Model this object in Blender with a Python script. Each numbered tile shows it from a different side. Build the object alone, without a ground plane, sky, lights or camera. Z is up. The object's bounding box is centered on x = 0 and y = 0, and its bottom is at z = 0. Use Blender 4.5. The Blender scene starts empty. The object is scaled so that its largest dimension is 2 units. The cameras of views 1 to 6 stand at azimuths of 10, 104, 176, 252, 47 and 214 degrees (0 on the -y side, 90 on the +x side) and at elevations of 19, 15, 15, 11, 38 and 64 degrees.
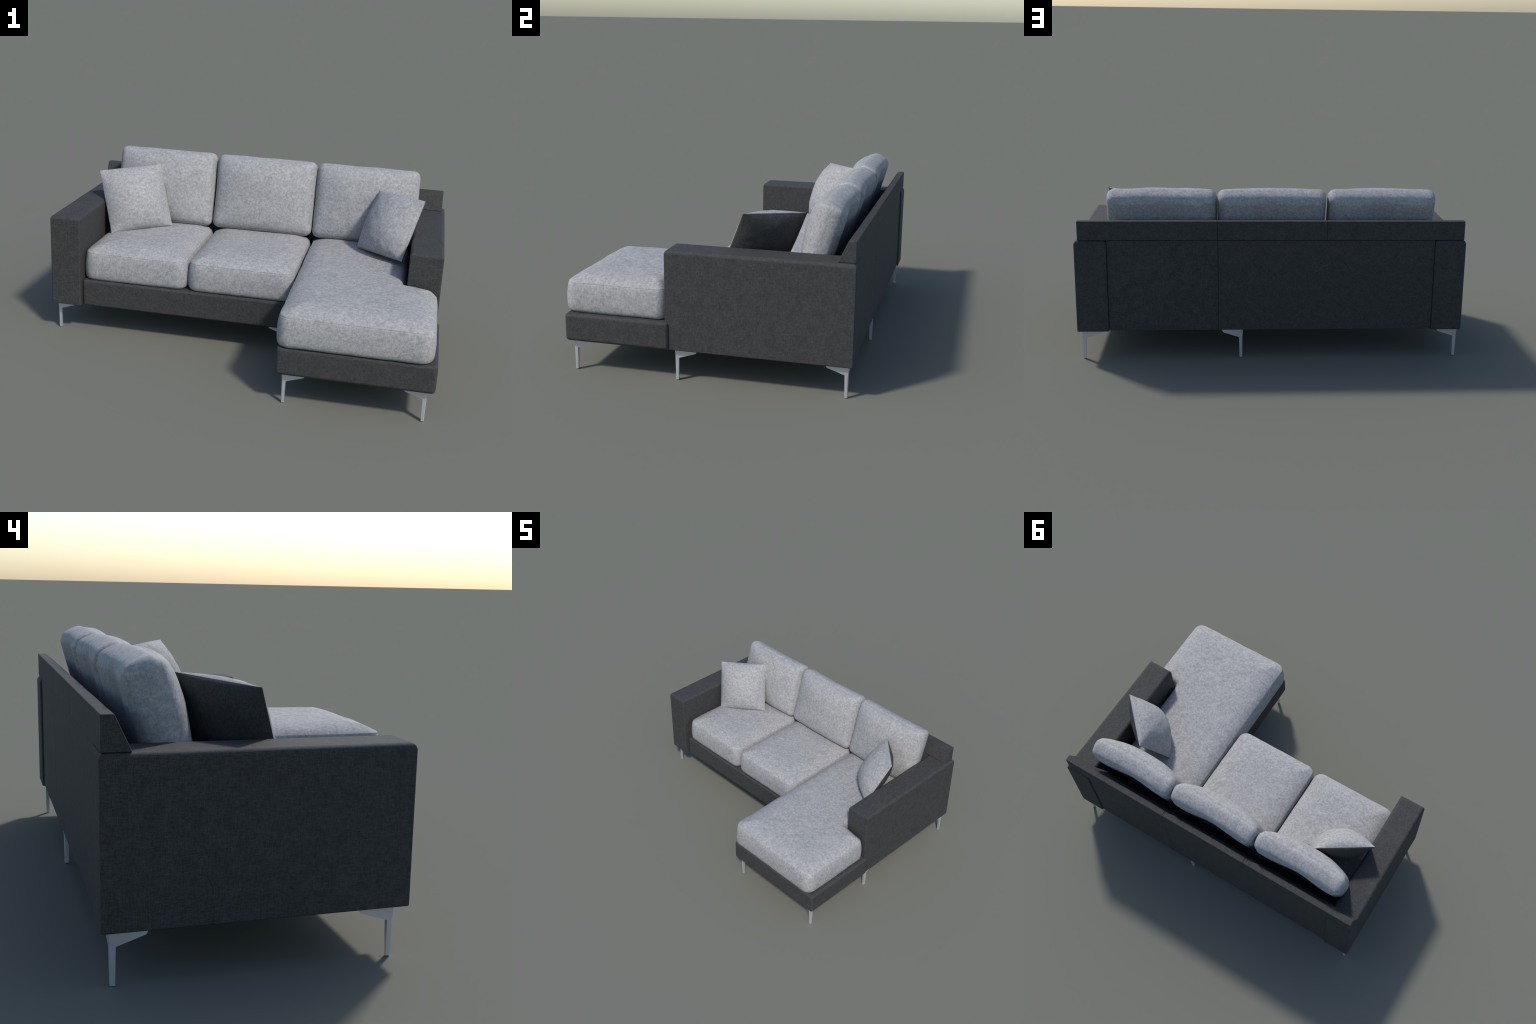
import bpy, bmesh, math
import numpy as np
from mathutils import Vector, Matrix, noise

# ------------------------------------------------------------------ materials
def new_material(name):
    m = bpy.data.materials.new(name)
    m.use_nodes = True
    nt = m.node_tree
    return m, nt, nt.nodes["Principled BSDF"]

def stretched_noise(nt, coord, scale, detail=2.0, rough=0.5):
    mp = nt.nodes.new("ShaderNodeMapping")
    mp.inputs["Scale"].default_value = scale
    nt.links.new(coord, mp.inputs["Vector"])
    n = nt.nodes.new("ShaderNodeTexNoise")
    n.inputs["Scale"].default_value = 1.0
    n.inputs["Detail"].default_value = detail
    n.inputs["Roughness"].default_value = rough
    nt.links.new(mp.outputs["Vector"], n.inputs["Vector"])
    return n.outputs["Fac"]

def math_node(nt, op, a, b):
    n = nt.nodes.new("ShaderNodeMath")
    n.operation = op
    for i, v in enumerate((a, b)):
        if isinstance(v, (int, float)):
            n.inputs[i].default_value = v
        else:
            nt.links.new(v, n.inputs[i])
    return n.outputs[0]

def fabric(name, dark, light, blotch=55.0, blotch_gain=1.0, thread_gain=0.5, low=0.36, high=0.64, bump=0.25, sheen=0.1, weave=0.02):
    """Woven melange cloth: soft blotches, threads running along every axis, fine grain."""
    m, nt, bsdf = new_material(name)
    tc = nt.nodes.new("ShaderNodeTexCoord")
    info = nt.nodes.new("ShaderNodeObjectInfo")
    off = nt.nodes.new("ShaderNodeVectorMath")
    off.operation = "MULTIPLY_ADD"
    comb = nt.nodes.new("ShaderNodeCombineXYZ")
    for i in range(3):
        nt.links.new(info.outputs["Random"], comb.inputs[i])
    nt.links.new(comb.outputs[0], off.inputs[0])
    off.inputs[1].default_value = (7.0, 3.0, 5.0)
    nt.links.new(tc.outputs["Object"], off.inputs[2])
    co = off.outputs[0]
    b = stretched_noise(nt, co, (blotch,) * 3, 5.0, 0.7)
    wide = stretched_noise(nt, co, (26, 26, 26), 2.0)
    twill = []
    for direction in ((1, 1, 1), (1, 1, -1)):
        dot = nt.nodes.new("ShaderNodeVectorMath")
        dot.operation = "DOT_PRODUCT"
        nt.links.new(tc.outputs["Object"], dot.inputs[0])
        dot.inputs[1].default_value = [1500.0 * c for c in direction]
        sine = nt.nodes.new("ShaderNodeMath")
        sine.operation = "SINE"
        nt.links.new(dot.outputs["Value"], sine.inputs[0])
        twill.append(sine.outputs[0])
    tx = stretched_noise(nt, co, (55, 440, 440), 1.0)
    ty = stretched_noise(nt, co, (440, 55, 440), 1.0)
    tz = stretched_noise(nt, co, (440, 440, 55), 1.0)
    fine = stretched_noise(nt, co, (700, 700, 700), 1.0)
    threads = math_node(nt, "ADD", math_node(nt, "ADD", tx, ty), tz)
    threads = math_node(nt, "MULTIPLY", threads, 1.0 / 3.0)
    acc = math_node(nt, "MULTIPLY", math_node(nt, "SUBTRACT", b, 0.5), blotch_gain)
    acc = math_node(nt, "ADD", acc, math_node(nt, "MULTIPLY", math_node(nt, "SUBTRACT", threads, 0.5), thread_gain))
    acc = math_node(nt, "ADD", acc, math_node(nt, "MULTIPLY", math_node(nt, "SUBTRACT", fine, 0.5), thread_gain * 0.4))
    acc = math_node(nt, "ADD", acc, math_node(nt, "MULTIPLY", math_node(nt, "SUBTRACT", wide, 0.5), 0.25))
    acc = math_node(nt, "ADD", acc, math_node(nt, "MULTIPLY", math_node(nt, "ADD", twill[0], twill[1]), weave))
    acc = math_node(nt, "ADD", acc, 0.5)
    ramp = nt.nodes.new("ShaderNodeValToRGB")
    ramp.color_ramp.elements[0].position = low
    ramp.color_ramp.elements[1].position = high
    ramp.color_ramp.elements[0].color = (*dark, 1)
    ramp.color_ramp.elements[1].color = (*light, 1)
    nt.links.new(acc, ramp.inputs["Fac"])
    nt.links.new(ramp.outputs["Color"], bsdf.inputs["Base Color"])
    bsdf.inputs["Roughness"].default_value = 0.78
    bsdf.inputs["Specular IOR Level"].default_value = 0.3
    bsdf.inputs["Sheen Weight"].default_value = sheen
    bsdf.inputs["Sheen Roughness"].default_value = 0.6
    bp = nt.nodes.new("ShaderNodeBump")
    bp.inputs["Strength"].default_value = bump
    bp.inputs["Distance"].default_value = 0.0015
    nt.links.new(threads, bp.inputs["Height"])
    nt.links.new(bp.outputs["Normal"], bsdf.inputs["Normal"])
    return m

LIGHT = fabric("light_grey_fabric", (0.228, 0.227, 0.226), (0.412, 0.410, 0.408), sheen=0.0, blotch=76.0, blotch_gain=1.1, thread_gain=1.0, low=0.28, high=0.72)
DARK = fabric("charcoal_fabric", (0.0245, 0.0247, 0.0243), (0.0630, 0.0633, 0.0623), sheen=0.0, blotch=110, blotch_gain=0.5, thread_gain=1.55, low=0.28, high=0.72, weave=0.06)

METAL, _nt, _b = new_material("brushed_chrome")
_b.inputs["Metallic"].default_value = 0.5
_b.inputs["Roughness"].default_value = 0.33
_tc = _nt.nodes.new("ShaderNodeTexCoord")
_f = stretched_noise(_nt, _tc.outputs["Object"], (900, 900, 40), 2.0)
_r = _nt.nodes.new("ShaderNodeValToRGB")
_r.color_ramp.elements[0].color = (0.54, 0.55, 0.57, 1)
_r.color_ramp.elements[1].color = (0.62, 0.63, 0.65, 1)
_nt.links.new(_f, _r.inputs["Fac"])
_nt.links.new(_r.outputs["Color"], _b.inputs["Base Color"])

# ------------------------------------------------------------------ helpers
def link(obj, parent=None):
    bpy.context.collection.objects.link(obj)
    if parent is not None:
        obj.parent = parent
    return obj

def empty(name):
    e = bpy.data.objects.new(name, None)
    e.empty_display_size = 0.1
    return link(e)

def mesh_object(name, bm, mat, parent, sharp=None):
    bmesh.ops.recalc_face_normals(bm, faces=bm.faces)
    me = bpy.data.meshes.new(name)
    bm.to_mesh(me)
    bm.free()
    me.polygons.foreach_set("use_smooth", [True] * len(me.polygons))
    if sharp is not None:
        me.set_sharp_from_angle(angle=math.radians(sharp))
    me.materials.append(mat)
    return link(bpy.data.objects.new(name, me), parent)

def prism(name, section, x0, x1, bevel, mat, parent, segments=3):
    """Extrude a (y, z) section along x and round every edge."""
    bm = bmesh.new()
    a = [bm.verts.new((x0, y, z)) for y, z in section]
    b = [bm.verts.new((x1, y, z)) for y, z in section]
    n = len(section)
    bm.faces.new(a)
    bm.faces.new(b[::-1])
    for i in range(n):
        bm.faces.new((a[i], b[i], b[(i + 1) % n], a[(i + 1) % n]))
    bmesh.ops.recalc_face_normals(bm, faces=bm.faces)
    bmesh.ops.bevel(bm, geom=list(bm.edges), offset=bevel, segments=segments, profile=0.5, affect='EDGES', clamp_overlap=True)
    ob = mesh_object(name, bm, mat, parent)
    w = ob.modifiers.new("even_shading", "WEIGHTED_NORMAL")
    w.weight = 100
    w.keep_sharp = False
    return ob

def box(name, x, y, z, bevel, mat, parent, segments=3):
    return prism(name, [(y[0], z[0]), (y[1], z[0]), (y[1], z[1]), (y[0], z[1])], x[0], x[1], bevel, mat, parent, segments)

def rounded_polygon(corners, radii, step=0.012):
    """Closed outline (counter-clockwise) with an arc at every corner, evenly resampled."""
    pts = []
    n = len(corners)
    for i in range(n):
        p, c, q = (np.array(corners[(i + k - 1) % n], float) for k in range(3))
        r = radii[i]
        u, v = (p - c) / np.linalg.norm(p - c), (q - c) / np.linalg.norm(q - c)
        half = math.acos(np.clip(u @ v, -1, 1)) / 2
        t = r / math.tan(half)
        s, e = c + u * t, c + v * t
        m = c + (u + v) / np.linalg.norm(u + v) * (r / math.sin(half))
        a0, a1 = math.atan2(*(s - m)[::-1]), math.atan2(*(e - m)[::-1])
        d = (a1 - a0 + math.pi) % (2 * math.pi) - math.pi
        for k in range(9):
            a = a0 + d * k / 8
            pts.append(m + r * np.array([math.cos(a), math.sin(a)]))
    pts.append(pts[0])
    pts = np.array(pts)
    seg = np.linalg.norm(np.diff(pts, axis=0), axis=1)
    run = np.concatenate([[0], np.cumsum(seg)])
    count = int(run[-1] / step)
    at = np.linspace(0, run[-1], count, endpoint=False)
    return np.stack([np.interp(at, run, pts[:, k]) for k in range(2)], axis=1)

def inward_normals(P):
    t = np.roll(P, -1, 0) - np.roll(P, 1, 0)
    t /= np.linalg.norm(t, axis=1)[:, None]
    return np.stack([-t[:, 1], t[:, 0]], axis=1)

def edge_distance(Q, P):
    A, B = P, np.roll(P, -1, 0)
    AB = B - A
    L = (AB ** 2).sum(1)
    out = np.empty(len(Q))
    for i, q in enumerate(Q):
        t = np.clip(((q - A) * AB).sum(1) / L, 0, 1)
        out[i] = np.sqrt((((A + AB * t[:, None]) - q) ** 2).sum(1)).min()
    return out

def stuffed(P, side, crown, centre, rings=34, wrinkle=0.0, seed=0.0, warp=None, floor=0.0, rear=None):
    """Cushion: flat underside, profiled border (inset, height) round outline P, domed cover crown(points, distance)."""
    N = inward_normals(P)
    layers = []
    lay0 = P + N * side[0][0]
    for rho, drop in ((0.1, 1.0), (0.25, 1.0), (0.4, 1.0), (0.55, 1.0), (0.68, 1.0), (0.79, 1.0), (0.88, 1.0), (0.95, 0.9)):
        q = centre + (lay0 - centre) * rho
        z = np.full(len(q), side[0][1] - floor * drop)
        layers.append(np.column_stack([q, z if rear is None else z + rear(q)]))
    for o, z in side:
        layers.append(np.column_stack([P + N * o, np.full(len(P), z)]))
    last = P + N * side[-1][0]
    for k in range(1, rings):
        rho = 1 - (k / rings) ** 1.35
        q = centre + (last - centre) * rho
        layers.append(np.column_stack([q, crown(q, edge_distance(q, last))]))
    apex = np.array([[centre[0], centre[1], crown(centre[None, :], edge_distance(centre[None, :], last))[0]]])
    if warp is not None:
        for lay in layers + [apex]:
            lay[:, 2] += warp(lay[:, :2])
    bm = bmesh.new()
    V = [[bm.verts.new(p) for p in lay] for lay in layers]
    n = len(P)
    for a, b in zip(V[:-1], V[1:]):
        for i in range(n):
            j = (i + 1) % n
            bm.faces.new((a[i], a[j], b[j], b[i]))
    bm.faces.new(V[0][::-1])
    top = bm.verts.new(apex[0])
    for i in range(n):
        bm.faces.new((V[-1][i], V[-1][(i + 1) % n], top))
    if wrinkle:
        bm.normal_update()
        moves = []
        for v in bm.verts:
            p = v.co * 9 + Vector((seed, seed * 0.7, 0))
            moves.append(v.normal * (wrinkle * (noise.noise(p) + 0.4 * noise.noise(p * 2.7))))
        for v, d in zip(bm.verts, moves):
            v.co += d
    return bm

# ------------------------------------------------------------------ sofa frame
sofa = empty("sectional_sofa")
sofa["label"] = "L-shaped charcoal sofa with light grey cushions, chaise and metal legs"
sofa["category"] = "sofa"

Z_BOT, Z_SEAT, Z_ARM = 0.149, 0.290, 0.632
BACK = 0.7015
def armrest(x0, x1):
    """Upholstered block: soft rounding round the top, crisp edges elsewhere."""
    bm = bmesh.new()
    bmesh.ops.create_cube(bm, size=1.0)
    for v in bm.verts:
        v.co = ((x0 + x1) / 2 + v.co.x * (x1 - x0), (BACK - 0.188) / 2 + v.co.y * (BACK + 0.188), (Z_BOT + 0.003 + Z_ARM) / 2 + v.co.z * (Z_ARM - Z_BOT - 0.003))
    weight = bm.edges.layers.float.new("bevel_weight_edge")
    for e in bm.edges:
        high = [v.co.z > 0.4 for v in e.verts]
        e[weight] = 1.0 if all(high) else 0.35 if any(high) else 0.3
    ob = mesh_object("armrest", bm, DARK, sofa)
    bev = ob.modifiers.new("rounding", "BEVEL")
    bev.limit_method = 'WEIGHT'
    bev.width = 0.019
    bev.segments = 4
    w = ob.modifiers.new("even_shading", "WEIGHTED_NORMAL")
    w.weight = 100
armrest(-1.0, -0.842)
armrest(0.826, 0.9875)
box("seat_base", (-0.841, 0.272), (-0.163, 0.60), (Z_BOT - 0.001, Z_SEAT), 0.012, DARK, sofa)
# chaise base: one L-shaped frame, wide in front of the armrest and narrow beside it
def chaise_base():
    bm = bmesh.new()
    plan = [(0.280, -0.690), (1.0, -0.690), (1.0, -0.166), (0.825, -0.166), (0.825, 0.60), (0.280, 0.60)]
    a = [bm.verts.new((x, y, Z_BOT + 0.002)) for x, y in plan]
    b = [bm.verts.new((x, y, Z_SEAT - 0.001)) for x, y in plan]
    bm.faces.new(a[::-1])
    bm.faces.new(b)
    for i in range(6):
        bm.faces.new((a[i], a[(i + 1) % 6], b[(i + 1) % 6], b[i]))
    bmesh.ops.recalc_face_normals(bm, faces=bm.faces)
    bmesh.ops.bevel(bm, geom=list(bm.edges), offset=0.018, segments=4, profile=0.5, affect='EDGES')
    ob = mesh_object("chaise_base", bm, DARK, sofa)
    w = ob.modifiers.new("even_shading", "WEIGHTED_NORMAL")
    w.weight = 100
chaise_base()

# slanted back: panels below, trapezoid rail on top, split where the two sofa halves and covers meet
def lean(z):
    return 0.613 + (z - 0.632) * 0.46
panel = [(lean(0.25), 0.25), (0.56, Z_BOT + 0.006), (0.6925, Z_BOT + 0.006), (0.6925, 0.631), (lean(0.631), 0.631)]
prism("back_panel", panel, -0.8415, 0.2665, 0.003, DARK, sofa, 2)
prism("back_panel", panel, 0.2675, 0.8255, 0.003, DARK, sofa, 2)
rail = [(lean(0.6325), 0.6325), (0.695, 0.6325), (0.695, 0.731), (lean(0.731), 0.731)]
for x0, x1 in ((-0.990, -0.2865), (-0.286, 0.269), (0.2695, 0.969)):
    prism("back_rail", rail, x0, x1, 0.003, DARK, sofa, 2)

# ------------------------------------------------------------------ legs
def leg_mesh():
    """Corner leg in local axes: outer corner at the origin, arms of the bracket run to +x and +y, top at z = 0.157."""
    bm = bmesh.new()
    def hull(points):
        vs = [bm.verts.new(p) for p in points]
        r = bmesh.ops.convex_hull(bm, input=vs)
        bmesh.ops.delete(bm, geom=list({g for g in r["geom_interior"] + r["geom_unused"] if isinstance(g, bmesh.types.BMVert)}), context='VERTS')
    t, z0, zt = 0.0205, 0.110, 0.152
    # tapering post, chamfered outer corner
    for_top, for_bot = (0.002, t, zt - 0.012), (0.0035, 0.0175, 0.0)
    pts = []
    for a, b, z in (for_top, for_bot):
        c = 0.003
        pts += [(a + c, a, z), (b, a, z), (b, b - c, z), (b - c, b, z), (a, b, z), (a, a + c, z)]
    hull(pts)
    # triangular bracket with a rising underside and clipped tips
    L = 0.111
    pts = [(0, 0.003, zt), (0.003, 0, zt), (L, 0.004, zt), (L, 0.010, zt), (0.010, L, zt), (0.004, L, zt),
           (L - 0.009, 0.003, 0.137), (L - 0.009, 0.009, 0.137), (0.009, L - 0.009, 0.137), (0.003, L - 0.009, 0.137),
           (0.001, 0.004, 0.135), (0.004, 0.001, 0.135), (t, 0.002, z0), (0.002, t, z0), (t, t, z0), (0.003, 0.003, z0)]
    hull(pts)
    bmesh.ops.recalc_face_normals(bm, faces=bm.faces)
    me = bpy.data.meshes.new("leg")
    bm.to_mesh(me)
    bm.free()
    me.polygons.foreach_set("use_smooth", [True] * len(me.polygons))
    me.set_sharp_from_angle(angle=math.radians(25))
    me.materials.append(METAL)
    return me

LEG = leg_mesh()
# outer corner x, y and the directions in which the bracket runs
for x, y, sx, sy in ((-0.985, 0.6805, 1, -1), (0.1395, 0.6805, 1, -1), (0.9675, 0.6805, -1, -1),
                     (-0.985, -0.146, 1, 1), (0.2590, -0.146, -1, 1), (0.9675, -0.146, -1, 1),
                     (0.3095, -0.660, 1, 1), (0.9685, -0.660, -1, 1)):
    ob = link(bpy.data.objects.new("leg", LEG), sofa)
    turn = {(1, 1): 0, (-1, 1): 90, (-1, -1): 180, (1, -1): 270}[(sx, sy)]
    ob.rotation_euler = (0, 0, math.radians(turn))
    ob.location = (x, y, 0)

# ------------------------------------------------------------------ seat cushions
SEAM = 0.434
SEAT_SIDE = [(0.036, 0.2852), (0.022, 0.2860), (0.012, 0.2895), (0.002, 0.2955), (-0.0035, 0.305), (-0.006, 0.321),
             (-0.007, 0.342), (-0.007, 0.366), (-0.006, 0.386), (-0.004, 0.404), (-0.001, 0.419), (0.001, 0.428),
             (0.0022, 0.4315), (0.0038, 0.4332), (0.0033, 0.4352), (0.0040, 0.4375), (0.0065, 0.4405)]

def seat_crown(rise, corners, notch=None):
    def crown(q, d):
        soft = np.full(len(q), 0.047)
        if notch is not None:  # the cover stays high where it is pressed against the armrest corner
            near = np.stack([q[:, 0] - notch[0], np.minimum(q[:, 1] - notch[1], 0)], axis=1)
            w = np.exp(-(near ** 2).sum(1) / 0.13 ** 2)
            soft = 0.047 * (1 - w) + 0.010 * w
        for c in corners:  # the cover sags a little towards its corners
            d = d * (1 - 0.40 * np.exp(-((q - np.array(c)) ** 2).sum(1) / 0.14 ** 2))
        return 0.4405 + rise * (1 - np.exp(-d / soft))
    return crown

def seat_cushion(name, corners, radii, centre, rise, seed, notch=None):
    P = rounded_polygon(corners, radii, 0.011)
    bm = stuffed(P, SEAT_SIDE, seat_crown(rise, [corners[0], corners[1], corners[-1]], notch), np.array(centre), wrinkle=0.0021, seed=seed)
    return mesh_object(name, bm, LIGHT, sofa)

for x0, x1, seed in ((-0.838, -0.292, 3.0), (-0.278, 0.268, 11.0)):
    seat_cushion("seat_cushion", [(x0, -0.149), (x1, -0.149), (x1, 0.49), (x0, 0.49)], [0.055, 0.055, 0.045, 0.045], ((x0 + x1) / 2, 0.165), 0.041, seed)
seat_cushion("chaise_cushion",
             [(0.280, -0.6935), (0.975, -0.6935), (0.975, -0.191), (0.822, -0.191), (0.822, 0.49), (0.280, 0.49)],
             [0.055, 0.055, 0.045, 0.012, 0.045, 0.045], (0.55, -0.21), 0.042, 23.0, (0.822, -0.194))

# ------------------------------------------------------------------ back cushions (local: x across, y up, z out of the back)
W, H = 0.5628, 0.413
def bow(q):
    """The whole cushion curves forward between its ends."""
    s = np.clip(np.abs(q[:, 0]) / (W / 2), 0, 1)
    return 0.012 * (1 - s ** 2.0)

def rear_lobes(q):
    """The back swells a little on either side of the middle."""
    s = np.clip(np.abs(q[:, 0]) / (W / 2), 0, 1)
    t = np.clip(np.abs(q[:, 1] - H / 2) / (H / 2), 0, 1)
    return -0.012 * np.sin(np.pi * s ** 1.5) * (1 - t ** 4)

def back_crown(q, d):
    s = np.clip(np.abs(q[:, 0]) / (W / 2), 0, 1)
    t = np.clip(np.abs(q[:, 1] - H / 2) / (H / 2), 0, 1)
    belly = 1 - 0.95 * np.clip(0.58 - q[:, 1] / H, 0, 1)
    return 0.104 + 0.016 * (1 - np.exp(-d / 0.014)) + 0.048 * (1 - s ** 2.6) * (1 - t ** 4.0) * belly

BACK_SIDE = [(0.030, 0.005), (0.017, 0.013), (0.008, 0.027), (0.004, 0.044), (0.001, 0.061), (0.0, 0.077), (0.002, 0.090), (0.006, 0.099), (0.011, 0.104)]
Pb = rounded_polygon([(-W / 2, 0), (W / 2, 0), (W / 2, H), (-W / 2, H)], [0.038] * 4, 0.011)
up, out = Vector((0, 0.276, 0.961)).normalized(), Vector((0, -0.961, 0.276)).normalized()
for cx, seed in ((0.5545, 5.0), (-0.0105, 17.0), (-0.5785, 29.0)):
    bm = stuffed(Pb, BACK_SIDE, back_crown, np.array((0.0, H / 2)), wrinkle=0.0021, seed=seed, warp=bow, floor=0.005, rear=rear_lobes)
    ob = mesh_object("back_cushion", bm, LIGHT, sofa)
    ob.matrix_world = Matrix(((1, up[0], out[0], cx), (0, up[1], out[1], 0.510), (0, up[2], out[2], 0.443), (0, 0, 0, 1)))

# ------------------------------------------------------------------ throw pillows
def pillow_cover(bulge, power, sign, seed, n=56):
    bm = bmesh.new()
    V = []
    for i in range(n + 1):
        row = []
        for j in range(n + 1):
            s, t = (math.sin(math.pi / 2 * (2 * k / n - 1)) for k in (i, j))
            h = bulge * max(1 - s * s, 0) ** power * max(1 - t * t, 0) ** (0.5 if t > 0 else 0.44)
            rim = max(abs(s), abs(t))
            p = Vector((s * 3 + seed, t * 3, seed))
            h += 0.004 * noise.noise(p) * (1 - rim ** 6)
            ang = math.atan2(t, s)
            h += 0.0022 * math.sin(ang * 22 + seed + 3 * noise.noise(p * 0.6)) * max(0, rim - 0.45) * (1 - rim ** 8)
            row.append(bm.verts.new((s, t, sign * h)))
        V.append(row)
    for i in range(n):
        for j in range(n):
            f = (V[i][j], V[i + 1][j], V[i + 1][j + 1], V[i][j + 1])
            bm.faces.new(f if sign > 0 else f[::-1])
    return bm

def throw_pillow(tl, tr, bl, br, seed):
    tl, tr, bl, br = map(Vector, (tl, tr, bl, br))
    c = (tl + tr + bl + br) / 4
    u = ((tr - tl) + (br - bl)) / 4
    v = ((tl - bl) + (tr - br)) / 4
    w = u.cross(v).normalized()
    base = (bl + br) / 2
    e = empty("throw_pillow")
    e["label"] = "square throw pillow, light grey front and charcoal back"
    e["category"] = "pillow"
    e.location = base
    frame = Matrix(((u.x, v.x, w.x, c.x - base.x), (u.y, v.y, w.y, c.y - base.y), (u.z, v.z, w.z, c.z - base.z), (0, 0, 0, 1)))
    for name, bulge, power, sign, mat in (("front_cover", 0.099, 0.80, 1, LIGHT), ("back_cover", 0.078, 0.70, -1, DARK)):
        bm = pillow_cover(bulge, power, sign, seed)
        bmesh.ops.transform(bm, matrix=frame, verts=bm.verts)
        me = bpy.data.meshes.new(name)
        bm.to_mesh(me)
        bm.free()
        me.polygons.foreach_set("use_smooth", [True] * len(me.polygons))
        me.materials.append(mat)
        link(bpy.data.objects.new(name, me), e)

throw_pillow((-0.886, 0.239, 0.778), (-0.602, 0.430, 0.801), (-0.784, 0.126, 0.466), (-0.495, 0.320, 0.481), 2.0)
throw_pillow((0.625, 0.404, 0.773), (0.874, 0.157, 0.801), (0.538, 0.276, 0.483), (0.784, 0.028, 0.511), 9.0)
